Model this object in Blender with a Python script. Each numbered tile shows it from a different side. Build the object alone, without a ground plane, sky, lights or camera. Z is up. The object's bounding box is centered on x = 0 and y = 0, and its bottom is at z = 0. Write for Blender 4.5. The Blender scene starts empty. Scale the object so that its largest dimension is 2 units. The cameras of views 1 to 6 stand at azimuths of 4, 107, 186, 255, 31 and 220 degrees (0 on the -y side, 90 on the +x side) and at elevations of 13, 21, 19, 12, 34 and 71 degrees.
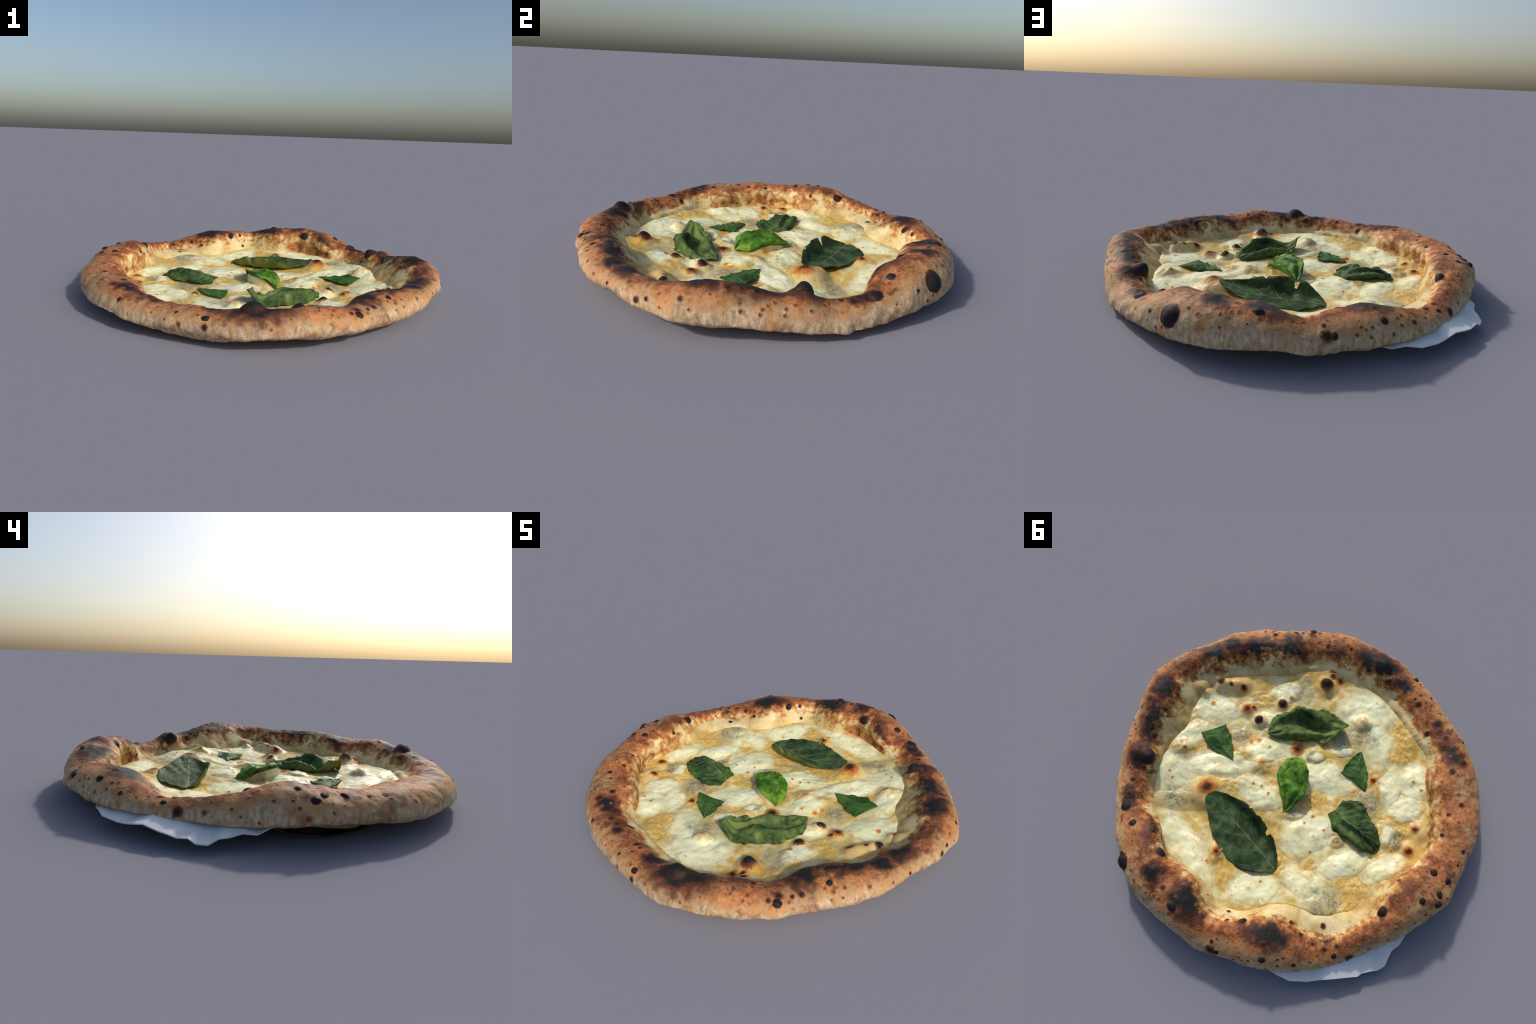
"""Neapolitan-style white pizza: leopard-spotted crust ring, melted cheese, basil leaves,
   lying on a sliver of white plate.  Everything is built from profiles, knots and rules."""
import bpy, math
import numpy as np
from mathutils import Vector, Matrix
from mathutils.bvhtree import BVHTree

TAU = 2 * math.pi

# ------------------------------------------------------------------ noise
def _hash(i, j, k, seed):
    h = (i * 374761393 + j * 668265263 + k * 2147483647 + seed * 1274126177) & 0xFFFFFFFF
    h = ((h ^ (h >> 13)) * 1274126177) & 0xFFFFFFFF
    h = ((h ^ (h >> 16)) * 2246822519) & 0xFFFFFFFF
    return ((h ^ (h >> 15)) & 0xFFFFFF) / float(0xFFFFFF) * 2 - 1

def vnoise(p, seed=0):
    p = np.asarray(p, float)
    i = np.floor(p).astype(np.int64)
    f = p - i
    f = f * f * f * (f * (f * 6 - 15) + 10)
    out = 0
    for a in (0, 1):
        for b in (0, 1):
            for c in (0, 1):
                w = (f[..., 0] if a else 1 - f[..., 0]) * (f[..., 1] if b else 1 - f[..., 1]) * (f[..., 2] if c else 1 - f[..., 2])
                out = out + w * _hash(i[..., 0] + a, i[..., 1] + b, i[..., 2] + c, seed)
    return out

def fbm(p, scale, seed=0, octaves=3):
    p = np.asarray(p, float) * scale
    out, amp = 0, 1.0
    for o in range(octaves):
        out = out + amp * vnoise(p + 17.3 * o, seed + o)
        p = p * 2.03
        amp *= 0.5
    return out

def sstep(a, b, x):
    t = np.clip((x - a) / (b - a), 0, 1)
    return t * t * (3 - 2 * t)

# ------------------------------------------------------------------ crust knots, every 10 degrees, counter-clockwise from +x
RIM_RADIUS = [1.001, .970, .953, .947, .950, .951, .967, .978, .980, .964, .972, .958, .958, .955, .947, .938, .948, .972,
              .992, .985, .996, .999, 1.002, .986, .967, .951, .957, .968, .956, .953, .941, .931, .947, .960, .962, .989]
RIM_LEVEL = [.101, .090, .069, .052, .038, .047, .075, .078, .079, .089, .086, .097, .094, .081, .082, .076, .076, .091,
             .118, .117, .108, .098, .086, .076, .065, .083, .091, .077, .082, .095, .089, .101, .110, .120, .121, .108]
CREST_LEVEL = [0.202, 0.205, 0.169, 0.148, 0.128, 0.139, 0.201, 0.223, 0.215, 0.203, 0.172, 0.189, 0.195, 0.157, 0.133, 0.152, 0.177, 0.212,
              0.202, 0.186, 0.192, 0.176, 0.177, 0.168, 0.145, 0.148, 0.151, 0.161, 0.164, 0.178, 0.154, 0.172, 0.185, 0.177, 0.172, 0.179]
CREST_INSET = [0.090, 0.109, 0.113, 0.118, 0.110, 0.104, 0.137, 0.145, 0.137, 0.126, 0.115, 0.130, 0.134, 0.121, 0.085, 0.077, 0.096, 0.127,
              0.121, 0.106, 0.098, 0.098, 0.096, 0.096, 0.092, 0.095, 0.106, 0.125, 0.109, 0.092, 0.089, 0.132, 0.142, 0.107, 0.090, 0.078]
FOOT_LEVEL = [0.055, 0.047, 0.040, 0.034, 0.028, 0.020, 0.023, 0.052, 0.070, 0.081, 0.060, 0.053, 0.056, 0.076, 0.102, 0.086, 0.075, 0.074,
              0.084, 0.068, 0.060, 0.050, 0.061, 0.063, 0.039, 0.011, 0.019, 0.037, 0.050, 0.043, 0.046, 0.046, 0.041, 0.055, 0.062, 0.060]
FOOT_INSET = [0.115, 0.121, 0.126, 0.129, 0.130, 0.129, 0.130, 0.050, 0.050, 0.050, 0.050, 0.050, 0.050, 0.050, 0.050, 0.050, 0.050, 0.050,
              0.050, 0.050, 0.050, 0.050, 0.050, 0.094, 0.096, 0.097, 0.099, 0.103, 0.103, 0.099, 0.097, 0.097, 0.098, 0.104, 0.108, 0.110]
LIP_RADIUS = [0.800, 0.765, 0.775, 0.765, 0.770, 0.775, 0.720, 0.748, 0.722, 0.728, 0.790, 0.758, 0.710, 0.740, 0.808, 0.808, 0.785, 0.755,
              0.750, 0.785, 0.775, 0.765, 0.738, 0.790, 0.780, 0.770, 0.780, 0.775, 0.757, 0.763, 0.750, 0.722, 0.735, 0.770, 0.780, 0.832]
WALL_FOOT = [0.720, 0.680, 0.700, 0.735, 0.745, 0.750, 0.740, 0.758, 0.712, 0.700, 0.740, 0.720, 0.655, 0.650, 0.705, 0.730, 0.725, 0.725,
              0.740, 0.795, 0.770, 0.755, 0.735, 0.765, 0.740, 0.730, 0.730, 0.735, 0.720, 0.720, 0.700, 0.665, 0.672, 0.705, 0.740, 0.745]

LIP_DROP = [0.050, 0.048, 0.048, 0.048, 0.048, 0.055, 0.068, 0.068, 0.055, 0.048, 0.048, 0.048, 0.048, 0.048, 0.048, 0.048, 0.048, 0.048,
              0.048, 0.048, 0.048, 0.048, 0.048, 0.048, 0.052, 0.060, 0.064, 0.064, 0.062, 0.064, 0.072, 0.060, 0.066, 0.082, 0.080, 0.072]

def around(knots, theta):
    """periodic Catmull-Rom through evenly spaced knots"""
    k = np.asarray(knots, float)
    n = len(k)
    s = (np.asarray(theta) % TAU) / TAU * n
    j = np.floor(s).astype(int)
    f = s - j
    a, b, c, d = k[(j - 1) % n], k[j % n], k[(j + 1) % n], k[(j + 2) % n]
    return .5 * (2 * b + (c - a) * f + (2 * a - 5 * b + 4 * c - d) * f ** 2 + (3 * b - a - 3 * c + d) * f ** 3)

# ------------------------------------------------------------------ toppings: ellipses (x, y, half length, half width, turn in degrees)
MOZZARELLA = [(.617, -.071, .147, .088, 39), (.610, .151, .122, .070, 68), (.382, .178, .226, .063, 40), (.535, .364, .125, .104, 143),
              (.229, -.068, .114, .068, 40), (.103, .156, .119, .077, 7), (.356, -.216, .066, .055, 39), (.364, -.410, .098, .057, 58),
              (-.050, -.608, .167, .136, 31), (-.210, -.515, .167, .079, 125), (-.134, -.147, .153, .088, 30), (-.517, -.438, .123, .076, 122),
              (-.441, -.318, .129, .062, 125), (-.577, -.282, .084, .075, 63), (-.240, .162, .151, .114, 71), (-.478, .173, .148, .071, 55),
              (-.661, .054, .122, .060, 65), (-.396, .377, .122, .077, 11), (-.561, -.106, .061, .047, 121), (.196, .633, .235, .078, 164),
              (-.208, .568, .143, .076, 49), (.009, -.202, .064, .045, 41), (-.109, -.340, .064, .034, 41)]
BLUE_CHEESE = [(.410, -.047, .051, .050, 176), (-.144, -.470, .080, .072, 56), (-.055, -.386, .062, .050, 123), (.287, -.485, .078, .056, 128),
               (.029, -.205, .034, .023, 128), (-.384, -.185, .085, .065, 122), (-.612, -.104, .061, .037, 123), (-.524, .402, .087, .083, 110),
               (.403, .453, .138, .053, 39), (-.113, .124, .068, .028, 40), (-.104, .005, .029, .028, 117), (-.389, .091, .040, .030, 43)]
GOLDEN = [(-.311, -.62, .116, .079, 122), (-.37, -.50, .092, .038, 41), (-.614, -.159, .054, .041, 46), (-.68, -.277, .103, .047, 123), (-.617, .225, .085, .057, 42),
          (-.064, .621, .058, .039, 134), (-.364, .294, .058, .036, 128), (.193, .03, .063, .052, 39), (.612, .232, .064, .046, 36), (.685, .028, .044, .04, 27),
          (-.53, -.183, .048, .035, 44), (-.153, -.011, .048, .043, 44), (-.236, .367, .078, .04, 130), (.27, .229, .091, .036, 40), (-.071, -.532, .065, .047, 43),
          (.05, .554, .079, .047, 133), (.318, .037, .043, .038, 35), (.463, -.274, .096, .057, 40), (-.639, .339, .068, .051, 124), (-.342, -.311, .08, .042, 125)]
# bubbles in the topping: x, y, radius, height
BUBBLES = [(.215, -.590, .080, .034), (.250, -.690, .070, .030), (.690, -.205, .060, .038), (.640, -.245, .070, .030), (.590, -.280, .060, .026),
           (.735, -.110, .050, .024), (.343, -.337, .048, .020), (.382, -.172, .055, .026), (.470, -.186, .060, .018), (.106, -.186, .050, .006),
           (.325, .335, .105, .046), (.275, .390, .055, .016), (-.085, -.530, .060, .025), (-.700, -.110, .06, .016), (-.690, -.220, .07, .014),
           (.060, .540, .060, .016), (.575, .225, .070, .020), (.200, .016, .060, .012)]

# broad swells of the cheese: x, y, radius, height
SWELLS = [(.08, .54, .20, .014), (-.06, .62, .18, .016), (.33, .18, .26, .016), (.22, -.03, .14, .010), (.30, .34, .20, .008), (.55, .28, .20, .010)]

def ell_dist(e, x, y):
    c, s = math.cos(math.radians(e[4])), math.sin(math.radians(e[4]))
    dx, dy = x - e[0], y - e[1]
    return np.hypot((dx * c + dy * s) / e[2], (-dx * s + dy * c) / e[3])

def xyz0(x, y):
    return np.stack([x, y, np.zeros_like(x)], -1)

def sauce_level(x, y):
    p = xyz0(x, y)
    h = .037 + .007 * fbm(p, 6, 3, 2) + .0022 * fbm(p, 26, 9, 3)
    r = np.hypot(x, y)
    t = np.arctan2(y, x)
    foot = around(WALL_FOOT, t)
    h = h + .012 * sstep(.28, .62, r) + .013 * sstep(foot - .13, foot + .01, r) - .050 * sstep(foot - .008, foot + .035, r)
    for e in GOLDEN:      # oily, puckered skin
        d = ell_dist(e, x, y)
        h = h + (.002 + .006 * np.abs(vnoise(p * 24, 15)) + .0025 * vnoise(p * 55, 16)) * (1 - sstep(.5, 1.25, d))
    for bx, by, br, bh in SWELLS + BUBBLES:
        d = np.hypot(x - bx, y - by) / br
        h = h + bh * np.clip(1 - d * d, 0, 1) ** 1.6
    return h

def patch_rise(e, x, y, rise, seed):
    p = xyz0(x, y)
    d = ell_dist(e, x, y) + .34 * fbm(p, 8, seed, 4)
    return rise * (1 - sstep(.35, 1.28, d)) - .003 * sstep(1.0, 1.28, d) + rise * (.30 * fbm(p, 9, seed + 5, 2) + .13 * fbm(p, 36, seed + 8, 2)) * (1 - sstep(.5, 1.2, d))

def topping_level(x, y):
    h = sauce_level(x, y)
    top = h.copy()
    for n, e in enumerate(MOZZARELLA):
        top = np.maximum(top, h + patch_rise(e, x, y, .012, 100 + n))
    for n, e in enumerate(BLUE_CHEESE):
        top = np.maximum(top, h + patch_rise(e, x, y, .006, 300 + n))
    return top

# ------------------------------------------------------------------ object helpers
ROOT = bpy.context.scene.collection

def mesh_object(name, verts, faces, parent=None, mats=(), smooth=True):
    me = bpy.data.meshes.new(name)
    me.from_pydata([tuple(map(float, v)) for v in verts], [], faces)
    me.update()
    if smooth:
        me.polygons.foreach_set("use_smooth", [True] * len(me.polygons))
    for m in mats:
        me.materials.append(m)
    ob = bpy.data.objects.new(name, me)
    ROOT.objects.link(ob)
    if parent:
        ob.parent = parent
    return ob

def grid_faces(rows, cols, wrap=False, flip=False):
    f = []
    for i in range(rows - 1):
        for j in range(cols if wrap else cols - 1):
            k = (j + 1) % cols
            q = (i * cols + j, i * cols + k, (i + 1) * cols + k, (i + 1) * cols + j)
            f.append(q[::-1] if flip else q)
    return f

def catmull(points, n):
    """resample a polyline of control points smoothly"""
    p = np.asarray(points, float)
    p = np.concatenate([[2 * p[0] - p[1]], p, [2 * p[-1] - p[-2]]])
    s = np.linspace(0, len(p) - 3 - 1e-9, n)
    j = np.floor(s).astype(int)
    f = (s - j).reshape((-1,) + (1,) * (p.ndim - 1))
    a, b, c, d = p[j], p[j + 1], p[j + 2], p[j + 3]
    return .5 * (2 * b + (c - a) * f + (2 * a - 5 * b + 4 * c - d) * f ** 2 + (3 * b - a - 3 * c + d) * f ** 3)

# ------------------------------------------------------------------ material helpers
class Nodes:
    def __init__(self, name):
        self.mat = bpy.data.materials.new(name)
        self.mat.use_nodes = True
        self.t = self.mat.node_tree
        self.bsdf = self.t.nodes["Principled BSDF"]
        self.coord = self.t.nodes.new("ShaderNodeTexCoord")
        self.pos = self.coord.outputs["Object"]
    def node(self, kind, **kw):
        n = self.t.nodes.new(kind)
        for k, v in kw.items():
            setattr(n, k, v)
        return n
    def put(self, sock, v):
        if hasattr(v, "is_output"):
            self.t.links.new(v, sock)
        elif isinstance(v, tuple) and sock.type == "RGBA":
            sock.default_value = (*v[:3], 1)
        else:
            sock.default_value = v
    def math(self, op, a, b=0.0, c=None, clamp=False):
        n = self.node("ShaderNodeMath", operation=op, use_clamp=clamp)
        self.put(n.inputs[0], a)
        self.put(n.inputs[1], b)
        if c is not None:
            self.put(n.inputs[2], c)
        return n.outputs[0]
    def add(self, a, b): return self.math("ADD", a, b)
    def sub(self, a, b): return self.math("SUBTRACT", a, b)
    def mul(self, a, b): return self.math("MULTIPLY", a, b)
    def vmath(self, op, a, b=(0, 0, 0), out=0):
        n = self.node("ShaderNodeVectorMath", operation=op)
        self.put(n.inputs[0], a)
        self.put(n.inputs[1], b)
        return n.outputs[out]
    def noise(self, scale, detail=3, rough=.55, distort=0.0, vec=None, offset=0.0):
        n = self.node("ShaderNodeTexNoise")
        v = vec or self.pos
        if offset:
            v = self.vmath("ADD", v, (offset, offset * .7, -offset))
        self.put(n.inputs["Vector"], v)
        n.inputs["Scale"].default_value = scale
        n.inputs["Detail"].default_value = detail
        n.inputs["Roughness"].default_value = rough
        n.inputs["Distortion"].default_value = distort
        return n.outputs["Fac"]
    def step(self, a, b, x, lo=0.0, hi=1.0):
        n = self.node("ShaderNodeMapRange", interpolation_type="SMOOTHSTEP")
        for s, v in zip(n.inputs[:5], (x, a, b, lo, hi)):
            self.put(s, v)
        return n.outputs[0]
    def mix(self, f, a, b, mode="MIX"):
        n = self.node("ShaderNodeMix", data_type="RGBA", blend_type=mode)
        self.put(n.inputs[0], f)
        self.put(n.inputs[6], a)
        self.put(n.inputs[7], b)
        return n.outputs[2]
    def ramp(self, f, stops):
        n = self.node("ShaderNodeValToRGB")
        e = n.color_ramp.elements
        while len(e) < len(stops):
            e.new(.5)
        for el, (p, c) in zip(e, stops):
            el.position, el.color = p, (*c, 1)
        self.put(n.inputs[0], f)
        return n.outputs[0]
    def curve(self, f, values):
        n = self.node("ShaderNodeFloatCurve")
        c = n.mapping.curves[0]
        pts = [(i / len(values), v) for i, v in enumerate(list(values) + [values[0]])]
        c.points[0].location, c.points[1].location = pts[0], pts[-1]
        for q in pts[1:-1]:
            c.points.new(*q)
        n.mapping.update()
        self.put(n.inputs["Value"], f)
        return n.outputs[0]
    def ellipse(self, e, vec, z=None, tall=None):
        """distance in units of the ellipse's own half axes"""
        n = self.node("ShaderNodeMapping", vector_type="TEXTURE")
        self.put(n.inputs["Vector"], vec)
        n.inputs["Location"].default_value = (e[0], e[1], z or 0)
        n.inputs["Rotation"].default_value = (0, 0, math.radians(e[4]))
        n.inputs["Scale"].default_value = (e[2], e[3], tall or 1000)
        return self.vmath("LENGTH", n.outputs[0], out=1)
    def smallest(self, ellipses, vec):
        """distance to the nearest of several ellipses, chained in small groups so that few values are alive at once"""
        out = None
        for n, e in enumerate(ellipses):
            if n and n % 4 == 0:
                k = self.node("ShaderNodeVectorMath", operation="MULTIPLY_ADD")
                self.put(k.inputs[0], out)
                self.put(k.inputs[1], (1e-9, 1e-9, 1e-9))
                self.put(k.inputs[2], vec)
                vec = k.outputs[0]
            d = self.ellipse(e, vec)
            out = d if out is None else self.math("MINIMUM", out, d)
        return out
    def warp(self, vec, scale, amount):
        n = self.node("ShaderNodeTexNoise")
        self.put(n.inputs["Vector"], vec)
        n.inputs["Scale"].default_value = scale
        n.inputs["Detail"].default_value = 3
        d = self.vmath("SUBTRACT", n.outputs["Color"], (.5, .5, .5))
        return self.vmath("ADD", vec, self.vmath("MULTIPLY", d, (amount, amount, amount)))
    def bump(self, h, strength, dist=.01):
        n = self.node("ShaderNodeBump")
        n.inputs["Strength"].default_value = strength
        n.inputs["Distance"].default_value = dist
        self.put(n.inputs["Height"], h)
        self.put(self.bsdf.inputs["Normal"], n.outputs[0])
    def finish(self, color, rough=.5, spec=.3):
        self.put(self.bsdf.inputs["Base Color"], color)
        self.put(self.bsdf.inputs["Roughness"], rough)
        self.bsdf.inputs["Specular IOR Level"].default_value = spec
        return self.mat

# scorched areas of the crust: x, y, half length, half width, turn
SCORCHES = []

def crust_colour(m, pos):
    """floury outside, toasted top, oily cream inner wall, scorched patches"""
    sep = m.node("ShaderNodeSeparateXYZ")
    m.put(sep.inputs[0], pos)
    x, y, z = sep.outputs
    r = m.math("SQRT", m.add(m.mul(x, x), m.mul(y, y)))
    turn = m.math("FRACT", m.add(m.mul(m.math("ARCTAN2", y, x), 1 / TAU), 1.0))
    lip = m.curve(turn, LIP_RADIUS)
    crest = m.mul(m.curve(turn, [4 * v for v in CREST_LEVEL]), .25)
    n1 = m.noise(8, 4, .6, vec=pos)
    n2 = m.noise(26, 4, .6, vec=pos, offset=3.1)
    n3 = m.noise(95, 3, .6, vec=pos, offset=7.7)
    streak = m.noise(60, 3, .6, vec=m.vmath("MULTIPLY", pos, (1, 1, .5)), offset=1.7)
    brown = m.ramp(m.add(m.mul(n1, .6), m.mul(n2, .4)), [(.36, (.088, .026, .012)), (.45, (.220, .066, .022)), (.53, (.390, .135, .042)), (.64, (.550, .245, .086))])
    fibre = m.noise(70, 4, .7, vec=m.vmath("MULTIPLY", pos, (1, 1, .35)), distort=.6, offset=2.9)
    brown = m.mix(m.step(.50, .68, fibre, 0, .45), brown, (.64, .32, .15))
    brown = m.mix(m.step(.50, .34, fibre, 0, .55), brown, (.14, .036, .016))
    # freckles of darker toast
    fr = m.step(.60, .72, m.noise(33, 3, .5, vec=pos, offset=12.0))
    brown = m.mix(m.mul(fr, .75), brown, (.10, .028, .014))
    broad = m.mul(m.step(.48, .62, m.noise(5.5, 5, .62, vec=pos, offset=31.0)), m.step(.72, .95, m.math("DIVIDE", z, crest)))
    brown = m.mix(m.mul(broad, .80), brown, m.mix(n2, (.16, .045, .020), (.045, .018, .012)))
    flour = m.ramp(streak, [(.32, (.36, .225, .115)), (.50, (.53, .370, .215)), (.68, (.68, .530, .350))])
    fl_h = m.add(m.math("DIVIDE", z, crest), m.mul(m.sub(m.add(m.mul(n1, .5), m.mul(n2, .5)), .5), 1.5))
    fl_h = m.add(fl_h, m.mul(m.sub(streak, .5), .35))
    outside = m.step(.0, .05, m.sub(r, m.add(lip, .07)))
    fmask = m.mul(m.step(.95, .62, fl_h), outside)
    fmask = m.mul(fmask, m.step(.68, .50, m.noise(11, 4, .6, vec=pos, offset=44.0), .35, 1.0))
    col = m.mix(fmask, brown, flour)
    tan = m.mul(m.mul(m.step(.66, .78, fl_h), m.step(1.05, .86, fl_h)), outside)
    col = m.mix(m.mul(tan, .45), col, (.60, .36, .155))
    # scorch
    w = m.warp(pos, 14, .10)
    if SCORCHES:
        d = m.smallest(SCORCHES, w)
        sm = m.step(1.95, .25, m.add(d, m.mul(m.sub(m.add(m.mul(n2, .55), m.mul(n1, .45)), .5), 2.4)))
        sm = m.mul(sm, m.step(.35, .62, m.math("DIVIDE", z, crest)))
        col = m.mix(m.step(.0, .60, sm, 0, .9), col, (.085, .026, .014))
        col = m.mix(m.step(.55, .95, sm), col, (.016, .0135, .013))
    # inner wall
    inn = m.add(m.sub(lip, r), m.mul(m.sub(m.add(m.mul(n1, .35), m.mul(n2, .65)), .5), .30))
    cream = m.ramp(n1, [(.36, (.46, .29, .095)), (.5, (.62, .46, .19)), (.64, (.73, .61, .33))])
    orange = m.mul(m.step(-.045, -.005, inn), m.step(.03, .0, inn))
    col = m.mix(m.mul(orange, .5), col, (.62, .27, .07))
    col = m.mix(m.step(-.012, .022, inn), col, cream)
    grain = m.add(m.mul(n3, .6), m.mul(n2, .4))
    return col, grain

def topping_colour(m, pos):
    w = m.warp(pos, 9, .11)
    w = m.warp(w, 38, .035)
    n1 = m.noise(6, 4, .6, vec=pos, offset=2.2)
    n2 = m.noise(22, 4, .6, vec=pos, offset=5.0)
    n3 = m.noise(80, 3, .6, vec=pos, offset=9.0)
    sauce = m.ramp(m.add(m.mul(n1, .5), m.mul(n2, .5)), [(.36, (.74, .66, .36)), (.46, (.70, .57, .25)), (.54, (.64, .42, .10)), (.66, (.56, .31, .045))])
    milk = m.ramp(m.add(m.mul(n2, .6), m.mul(n1, .4)), [(.34, (.75, .68, .34)), (.45, (.84, .81, .47)), (.56, (.90, .89, .59))])
    gold = m.smallest(GOLDEN, w)
    sauce = m.mix(m.mul(m.step(1.35, .45, m.add(gold, m.mul(m.sub(n2, .5), 1.6))), .92), sauce, m.ramp(n3, [(.34, (.46, .25, .035)), (.48, (.66, .40, .075)), (.62, (.78, .56, .17))]))
    d = m.smallest(MOZZARELLA, w)
    col = m.mix(m.step(1.36, .62, m.add(d, m.mul(m.sub(m.add(m.mul(n2, .6), m.mul(n1, .4)), .5), 1.5))), sauce, milk)
    col = m.mix(m.mul(m.step(1.15, .35, m.add(gold, m.mul(m.sub(n2, .5), 1.6))), .6), col, m.ramp(n3, [(.36, (.58, .36, .06)), (.60, (.74, .54, .17))]))
    g = m.smallest(BLUE_CHEESE, w)  # one ellipse paints a dark shadow, the rest are blue cheese
    gm = m.step(1.55, .30, m.add(g, m.mul(m.sub(n2, .5), 1.2)))
    blue = m.ramp(m.add(m.mul(n3, .55), m.mul(n2, .45)), [(.36, (.050, .053, .040)), (.46, (.20, .19, .115)), (.56, (.44, .40, .22)), (.68, (.62, .56, .34))])
    col = m.mix(m.mul(gm, .78), col, blue)
    stain = m.step(.54, .66, m.noise(7.5, 5, .65, vec=pos, offset=61.0))
    col = m.mix(m.mul(stain, .50), col, (.47, .43, .22))
    pit = m.step(.60, .72, m.noise(48, 3, .6, vec=pos, offset=71.0))
    col = m.mix(m.mul(pit, .30), col, (.62, .50, .20))
    # toasted freckles and herbs
    spk = m.mul(m.step(.665, .72, m.noise(38, 2, .5, vec=pos, offset=21.0)), .6)
    col = m.mix(spk, col, (.66, .30, .05))
    toast = BUBBLES
    b = m.smallest([(bx, by, br, br, 0) for bx, by, br, bh in toast], w)
    bm = m.step(1.0, .35, m.add(b, m.mul(m.sub(n2, .5), .9)))
    col = m.mix(m.mul(bm, .75), col, m.ramp(n2, [(.35, (.60, .34, .09)), (.5, (.72, .50, .20)), (.65, (.78, .64, .34))]))
    return col, m.add(m.mul(n3, .5), m.mul(n2, .5)), n3

def make_crust_material():
    m = Nodes("baked_crust")
    col, g = crust_colour(m, m.pos)
    m.bump(g, .35, .012)
    return m.finish(col, .62, .25)

def make_topping_material(name):
    m = Nodes(name)
    col, g, n3 = topping_colour(m, m.pos)
    m.bump(g, .20, .010)
    b_ = m.bsdf.inputs
    b_["Subsurface Weight"].default_value = .20
    b_["Subsurface Radius"].default_value = (1.0, .75, .4)
    b_["Subsurface Scale"].default_value = .012
    return m.finish(col, m.step(.3, .7, n3, .30, .55), .40)

def make_spot_material(name, under, core, rim, lo, hi, rough_edge=.75):
    """scorch spot: local radial falloff over the colour of what it sits on"""
    m = Nodes(name)
    tc = m.node("ShaderNodeTexCoord")
    tc.object = PIZZA
    col, g = (crust_colour(m, tc.outputs["Object"]) if under == "crust" else topping_colour(m, tc.outputs["Object"])[:2])
    info = m.node("ShaderNodeObjectInfo")
    flat = m.vmath("MULTIPLY", m.pos, (1, 1, 0))
    off = m.node("ShaderNodeCombineXYZ")
    m.put(off.inputs[2], m.mul(info.outputs["Random"], 40.0))
    nv = m.vmath("ADD", flat, off.outputs[0])
    n = m.noise(2.2, 3, .6, vec=nv)
    d = m.add(m.vmath("LENGTH", flat, out=1), m.mul(m.sub(n, .5), rough_edge))
    col = m.mix(m.step(hi, lo, d), col, rim)
    col = m.mix(m.step(lo + .12, lo - .28, d), col, core)
    m.bump(g, .3, .012)
    return m.finish(col, .62, .18)

def make_leaf_material(name, dark, mid, bright, rough=.42):
    m = Nodes(name)
    n1 = m.noise(9, 4, .6, distort=.4)
    n2 = m.noise(40, 3, .6, offset=4.0)
    col = m.ramp(m.add(m.mul(n1, .75), m.mul(n2, .25)), [(.38, dark), (.50, mid), (.61, bright)])
    n3 = m.noise(11, 1, .5, distort=.8, offset=8.0)
    crease = m.step(.045, .0, m.math("ABSOLUTE", m.sub(n3, .5)))
    col = m.mix(m.mul(crease, .22), col, tuple(v * .45 for v in dark))
    m.bump(m.sub(n2, m.mul(crease, .35)), .35, .005)
    m.finish(col, rough + .12, .15)
    tr = m.node("ShaderNodeBsdfTranslucent")
    m.put(tr.inputs[0], m.mix(.5, col, (.25, .40, .03)))
    mx = m.node("ShaderNodeMixShader")
    mx.inputs[0].default_value = .20
    out = m.t.nodes["Material Output"]
    m.t.links.new(m.bsdf.outputs[0], mx.inputs[1])
    m.t.links.new(tr.outputs[0], mx.inputs[2])
    m.t.links.new(mx.outputs[0], out.inputs[0])
    return m.mat

def make_plain(name, c1, c2, scale=10, rough=.5, spec=.4):
    m = Nodes(name)
    n = m.noise(scale, 3)
    return m.finish(m.ramp(n, [(.35, c1), (.65, c2)]), rough, spec)

# ------------------------------------------------------------------ thing: pizza
PIZZA = bpy.data.objects.new("pizza", None)
ROOT.objects.link(PIZZA)
PIZZA["label"] = "wood-fired white pizza with charred crust, melted cheese, basil"
PIZZA["category"] = "pizza"

SCORCHES[:] = [(.570, -.490, .165, .080, 36), (.513, -.609, .059, .058, 90), (.813, -.297, .062, .046, 52), (.679, -.472, .058, .029, 40), (.772, -.399, .044, .029, 39),
               (.770, .224, .095, .071, 120), (.856, .049, .063, .056, 149), (.841, .182, .046, .041, 152), (.473, -.572, .107, .051, 129), (.026, -.845, .135, .075, 2),
               (-.023, .811, .092, .071, 172), (.192, .829, .055, .043, 142), (-.421, .684, .084, .062, 39), (.240, .704, .043, .032, 57), (.365, .647, .040, .019, 159),
               (-.592, -.655, .060, .051, 158), (.597, .617, .056, .033, 138), (.685, .409, .067, .060, 160), (-.129, -.835, .059, .031, 166), (-.615, .504, .044, .041, 53)]
MAT_CRUST = make_crust_material()
MAT_SAUCE = make_topping_material("melted_cheese_sauce")

# ---- crust ring
NA = 900
theta = np.arange(NA) / NA * TAU
R, zo, zc, dc, zb, db, lip, foot, drop = (around(k, theta) for k in (RIM_RADIUS, RIM_LEVEL, CREST_LEVEL, CREST_INSET, FOOT_LEVEL, FOOT_INSET, LIP_RADIUS, WALL_FOOT, LIP_DROP))
rows = []
floor = sauce_level((foot - .012) * np.cos(theta), (foot - .012) * np.sin(theta))
rc = R - dc
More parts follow.
